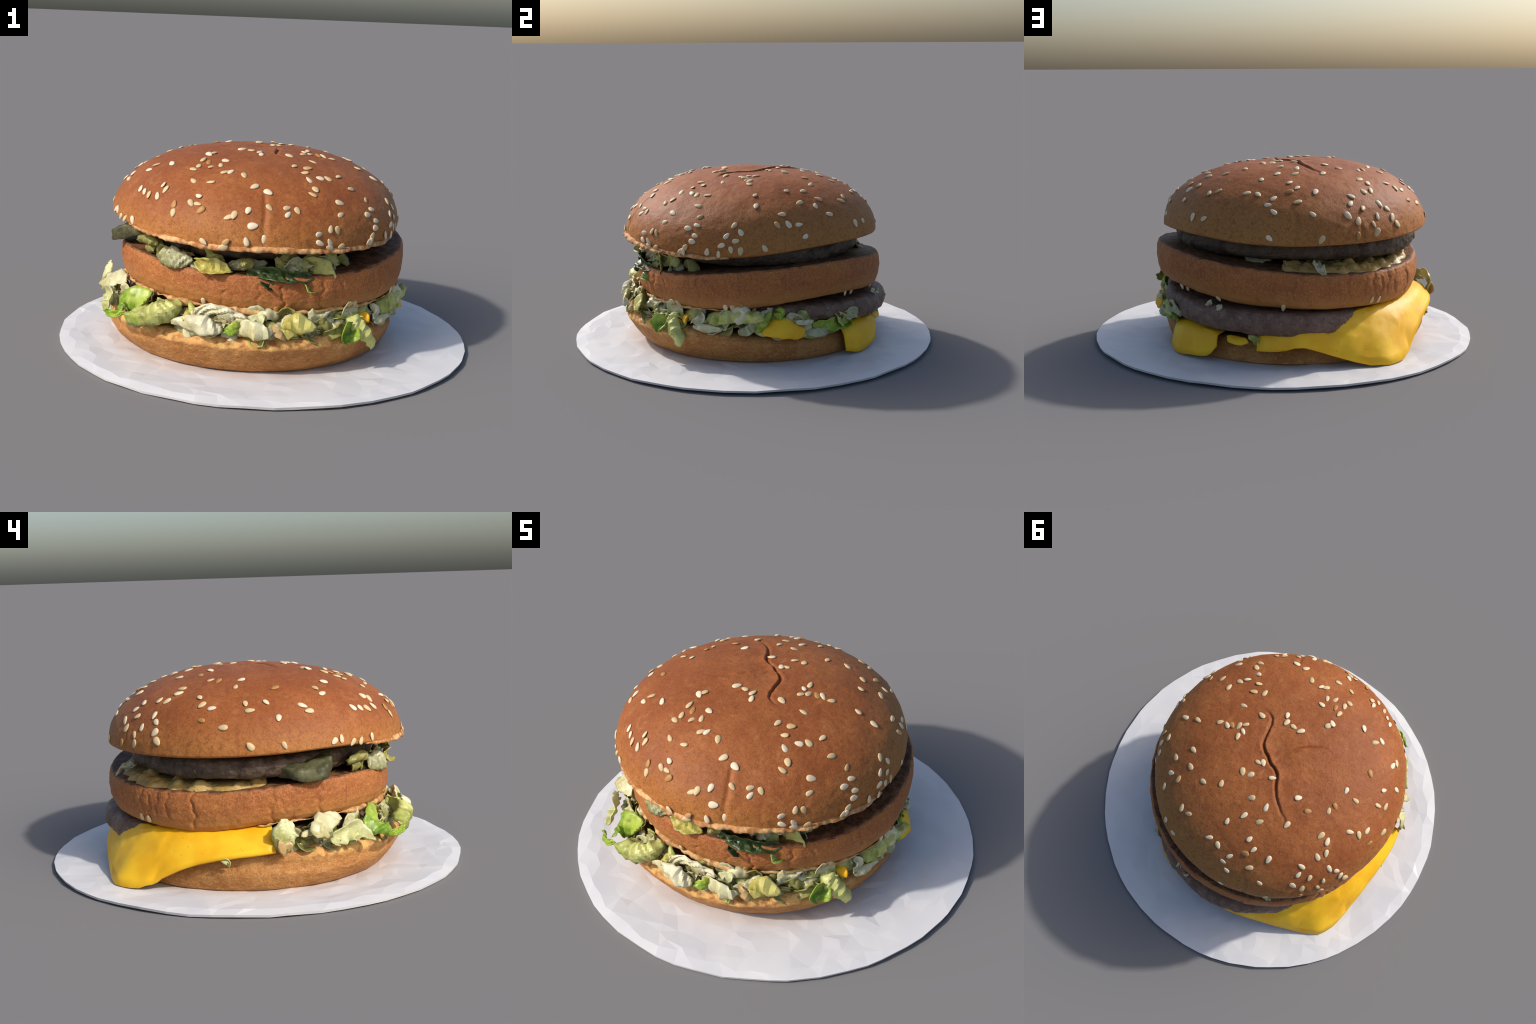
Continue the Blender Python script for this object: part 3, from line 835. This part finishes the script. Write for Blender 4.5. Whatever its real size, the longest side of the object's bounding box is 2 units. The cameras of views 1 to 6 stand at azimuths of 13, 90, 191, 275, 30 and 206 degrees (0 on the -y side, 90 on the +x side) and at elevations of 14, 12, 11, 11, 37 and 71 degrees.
def build_shred(kind, pts, parent, seed, thickness=0.0035):
    """A crumpled, torn ribbon of leaf along a spine given in polar coordinates round the stack."""
    rng = np.random.default_rng(seed)
    pts = np.array(pts, float)
    az = np.degrees(np.unwrap(rad(pts[:, 0])))
    soft = kind in ('cheese', 'tan')
    ctl = np.column_stack([polar(az, pts[:, 1], pts[:, 2]), pts[:, 3] * (1.0 if soft else 1.28)])
    length = np.linalg.norm(np.diff(ctl[:, :3], axis=0), axis=1).sum()
    n = max(8, int(length / 0.010))
    S = spline(ctl, n)
    c, w = S[:, :3], np.maximum(S[:, 3], 0.008)
    t = np.gradient(c, axis=0)
    t /= np.linalg.norm(t, axis=1, keepdims=True) + 1e-9
    out = np.column_stack([c[:, :2] - AXIS, 0 * w])
    out /= np.linalg.norm(out, axis=1, keepdims=True)
    nrm = out + np.array([0, 0, rng.uniform(0.15, 0.5)])
    nrm -= t * (nrm * t).sum(1, keepdims=True)
    nrm /= np.linalg.norm(nrm, axis=1, keepdims=True)
    roll = rng.uniform(-0.35, 0.35) + np.linspace(-1, 1, n) * rng.uniform(-0.8, 0.8)
    side = np.cross(t, nrm)
    side, nrm = side * np.cos(roll)[:, None] + nrm * np.sin(roll)[:, None], nrm * np.cos(roll)[:, None] - side * np.sin(roll)[:, None]
    m = 9
    v = np.linspace(-1, 1, m)
    u = np.linspace(0, 1, n)
    tip = np.minimum(1, np.minimum(u, 1 - u) / 0.10 + 0.55)
    curl = rng.choice([-0.4, 0.1, 0.35]) * rng.uniform(0.6, 1.2) * (0.3 if soft else 1)
    skew = rng.uniform(-0.5, 0.5)                         # ends are torn off at a slant
    P = np.zeros((n, m, 3))
    for j, vv in enumerate(v):
        q = c + 3 * np.sign(vv)
        torn = 1 + (0.3 if soft else 1) * (0.5 * noise(q, 22, seed) + 0.16 * noise(q, 80, seed + 1))
        off = w / 2 * tip * torn
        bend = curl * w * (0.35 - vv * vv)
        slide = skew * vv * w / 2 * (np.abs(2 * u - 1) ** 3)
        P[:, j] = c + side * (vv * off)[:, None] + nrm * bend[:, None] + t * slide[:, None]
    # sharp folds: ridged noise, plus a frill along the free edges
    ph = u[:, None] * length / rng.uniform(0.035, 0.06) + rng.uniform(-0.9, 0.9) * v[None, :] + rng.uniform(0, 1) + 1.2 * noise(P, 9, seed + 5)
    pleat = np.abs((ph % 1.0) * 2 - 1) - 0.5
    fold = 0.011 * pleat + 0.022 * (0.2 - np.abs(noise(P, 13, seed + 3))) + 0.006 * noise(P, 34, seed + 7)
    frill = 0.014 * np.abs(v)[None, :] ** 3 * noise(P, 46, seed + 9)
    P = P + nrm[:, None, :] * ((fold + frill) * (0.35 if soft else 1.0))[..., None]
    name = {'cheese': 'cheese_scrap', 'tan': 'tan_scrap'}.get(kind, 'lettuce_leaf')  # tan pieces are a sauce lump and the brownish end of a leaf
    ob = new_object(name, P.reshape(-1, 3), ring_faces(n, m, False), MATS[kind], parent)
    ob.data.set_sharp_from_angle(angle=rad(22))
    return solidify(ob, thickness if kind != 'cheese' else 0.009, 0.0)


def build_bed(parent):
    """Small chopped shreds packed behind the big leaves, too many to pick apart."""
    rng = np.random.default_rng(11)
    groups = {'cream': [], 'fresh': [], 'olive': [], 'grey': []}
    parts = []
    for k in range(150):
        upper = k >= 128
        kind = rng.choice(['cream', 'fresh', 'olive', 'grey'], p=[0, .2, .5, .3] if upper else [.35, .22, .28, .15])
        if upper:
            az, r, z = rng.uniform(228, 332), rng.uniform(.55, .61), rng.uniform(.485, .520)
        else:
            az = rng.uniform(196, 398)
            z = rng.uniform(.205, .275)
            r, z = (.70 - .75 * (z - .2) - rng.uniform(0, .03), z) if az < 335 else (rng.uniform(.62, .67), rng.uniform(.20, .27))
        ln = rng.uniform(4, 9)
        zz = z + rng.normal(0, .018, 3)
        pts = [(az - ln / 2, r, zz[0], .03), (az, r + .012, zz[1], rng.uniform(.04, .065)), (az + ln / 2, r, zz[2], .03)]
        ob = build_shred(kind, pts, parent, 900 + k)
        groups[kind].append(ob)
    for kind, obs in groups.items():
        dep = bpy.context.evaluated_depsgraph_get()
        V, F, o = [], [], 0
        for ob in obs:
            me = ob.evaluated_get(dep).to_mesh()
            V += [tuple(v.co) for v in me.vertices]
            F += [tuple(i + o for i in p.vertices) for p in me.polygons]
            o = len(V)
            ob.evaluated_get(dep).to_mesh_clear()
        for ob in obs:
            me = ob.data
            bpy.data.objects.remove(ob)
            bpy.data.meshes.remove(me)
        bed = new_object('chopped_lettuce', V, F, MATS[kind], parent)
        bed['kind'] = 'stuff'


# ------------------------------------------------------------------ pickle, sauce
def build_pickle(material, parent):
    rows, cols = [], 72
    a = np.linspace(0, 2 * math.pi, cols, endpoint=False)
    R, T = 0.136, 0.058
    for r, z in ((.05, -.5), (.6, -.5), (.9, -.5), (.97, -.45), (1.0, -.35), (1.0, 0), (.99, .35), (.96, .46), (.9, .48), (.6, .46), (.05, .46)):
        ripple = 1 + (0.03 * np.sin(7 * a) + 0.035 * np.sin(3 * a + 1)) * (abs(r) > .8)
        rows.append(np.stack([R * r * ripple * np.cos(a), R * r * ripple * np.sin(a), T * z + 0 * a], -1))
    P = np.array(rows)
    P = P + (0.012 * fbm(P, 12, 3, 77) - 0.012 * np.abs(noise(P, 25, 5)))[..., None] * np.array([1, 1, 1.2])
    P[..., 2] -= 0.3 * np.maximum(0, P[..., 0] - 0.02) ** 2 / 0.15     # sags over the rim of the bun
    ctr = polar(207, 0.562, 0.546)
    er = np.array([math.cos(rad(207)), math.sin(rad(207)), 0])
    et = np.array([-er[1], er[0], 0])
    x = er + np.array([0, 0, -0.06])
    y = et + np.array([0, 0, 0.17])
    x /= np.linalg.norm(x)
    y -= x * (x @ y)
    y /= np.linalg.norm(y)
    P = ctr + P @ np.array([x, y, np.cross(x, y)])
    return closed_revolve('pickle_slice', P, material, parent)


def build_sauce(material, parent):
    """Thick sauce spread over the middle slice, oozing at the -x +y side."""
    az = np.linspace(100, 192, 130)
    up = around(az, MID_TOP)
    R = MID_R + 0 * az
    P = []
    ss = np.linspace(0, 1, 34)
    edge = 0.95 + 0.10 * noise(np.stack([az / 6, 0 * az, 0 * az], -1), 1.0, 5) - 0.10 * (1 - np.sin(np.pi * np.linspace(0, 1, len(az))) ** 0.3)
    for s in ss:
        r = R * (0.70 + (edge - 0.70) * s)
        q = mid_polar(az, r, up)
        h = 0.016 * (1 - s ** 5) + 0.060 * np.maximum(0, fbm(q, 14, 3, 21)) * (1 - s ** 6) - 0.010 * s ** 8
        q[:, 2] = up - 0.004 + h
        P.append(q)
    P = np.array(P).transpose(1, 0, 2)
    ob = new_object('sauce', P.reshape(-1, 3), [tuple(reversed(f)) for f in ring_faces(len(az), len(ss), False)], material, parent)
    return solidify(ob, 0.012, -1)


def build_sauce_rim(material, parent):
    """Dried sauce and crumbs squeezed out under the middle slice on the lettuce side."""
    az = np.linspace(188, 350, 330)
    lo = around(az, MID_FOOT)
    R = MID_R - 0.020 + 0 * az
    s = np.linspace(0, 2 * math.pi, 11)[:-1]
    q0 = mid_polar(az, R, lo)
    fade = np.sin(np.pi * np.linspace(0.01, 0.99, len(az))) ** 0.4
    size = fade * np.clip(0.75 + 1.1 * noise(q0, 12, 3) + 0.6 * noise(q0, 30, 8), 0.15, 2) * (1 - 0.4 * arc_window(az, 300, 350, 10))
    P = []
    for u in s:
        q = mid_polar(az, R + 0.004 + 0.018 * size * math.cos(u), lo + 0.004 + 0.015 * size * math.sin(u))
        P.append(q + 0.007 * fbm(q, 30, 3, 5)[:, None])
    ob = closed_revolve('dried_sauce', np.array(P).transpose(1, 0, 2), material, parent)
    ob['kind'] = 'stuff'
    return ob


# ------------------------------------------------------------------ assemble
for o in list(bpy.data.objects):
    bpy.data.objects.remove(o)

MATS = {
    'pale': leaf_material('lettuce_pale', (0.42, 0.42, 0.12), (0.66, 0.66, 0.36)),
    'cream': leaf_material('lettuce_cream', (0.46, 0.40, 0.15), (0.68, 0.66, 0.42)),
    'green': leaf_material('lettuce_bright', (0.13, 0.27, 0.012), (0.42, 0.53, 0.07)),
    'fresh': leaf_material('lettuce_fresh', (0.24, 0.32, 0.03), (0.62, 0.62, 0.21)),
    'white': leaf_material('lettuce_rib', (0.52, 0.48, 0.24), (0.75, 0.71, 0.50)),
    'yellow': leaf_material('lettuce_yellow', (0.42, 0.37, 0.07), (0.60, 0.55, 0.17)),
    'grey': leaf_material('lettuce_wilted', (0.27, 0.27, 0.11), (0.54, 0.53, 0.32)),
    'kale': leaf_material('lettuce_dark', (0.016, 0.034, 0.008), (0.072, 0.115, 0.030)),
    'olive': leaf_material('lettuce_olive', (0.17, 0.15, 0.035), (0.36, 0.34, 0.10)),
    'tan': leaf_material('tan_leaf_sauce', (0.42, 0.24, 0.07), (0.62, 0.44, 0.20)),  # for the tan leaf end and sauce lump
    'cheese': cheese_material(),
    'sesame': seed_material(),
}

plate = build_plate(plate_material())
plate['label'] = 'thin round white plate with uneven faceted surface'
plate['category'] = 'plate'

burger = bpy.data.objects.new('hamburger', None)
bpy.context.scene.collection.objects.link(burger)
burger.location = (0, 0, 0)
burger['label'] = 'double-decker hamburger with sesame bun, lettuce and melted cheese'
burger['category'] = 'hamburger'

bottom = build_bottom_bun(heel_material(), burger)
middle = build_middle_bun(toasted_side_material(), burger)
top = build_top_bun(crust_material(), torn_crumb_material(), burger)
build_seeds(top, middle)

meat = patty_material('grilled_patty', (0.120, 0.066, 0.044), (0.200, 0.122, 0.085))
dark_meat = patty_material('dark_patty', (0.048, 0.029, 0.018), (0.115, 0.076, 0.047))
build_patty('patty', -0.050, 0.050, 0.660, 0.238, 0.112, (0.05, -0.015), meat, burger, 81,
            ((20, .000), (40, .020), (60, .034), (85, .035), (105, .012), (118, -.014), (130, -.040), (140, -.045), (180, -.030), (270, -.030), (330, -.030)))
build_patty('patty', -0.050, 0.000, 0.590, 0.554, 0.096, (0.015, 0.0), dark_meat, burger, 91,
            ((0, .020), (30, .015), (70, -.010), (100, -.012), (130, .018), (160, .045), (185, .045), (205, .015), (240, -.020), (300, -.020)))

cheese = build_cheese('cheese_slice', CHEESE_CORNER, 34, 11, MATS['cheese'], burger, 2)
build_cheese('cheese_flap', CHEESE_FLAP, 20, 9, MATS['cheese'], cheese, 3, jitter=0.0012, thickness=0.010, flat=True)

salad = bpy.data.objects.new('lettuce', None)
bpy.context.scene.collection.objects.link(salad)
salad.parent = burger
for i, (kind, pts) in enumerate(SHREDS):
    build_shred(kind, pts, salad if kind not in ('cheese', 'tan') else burger, 100 + i)
build_bed(salad)

build_pickle(simple_material('pickle_skin', (0.050, 0.048, 0.022), (0.125, 0.122, 0.058), 18, 0.5, 0.5, 0.3), burger)
build_sauce(simple_material('burger_sauce', (0.36, 0.22, 0.062), (0.50, 0.35, 0.125), 16, 0.4, 0.3, 0.4, bits=(0.16, 0.12, 0.045)), burger)
build_sauce_rim(simple_material('dried_sauce', (0.38, 0.19, 0.06), (0.62, 0.38, 0.17), 30, 0.5, 0.5), burger)
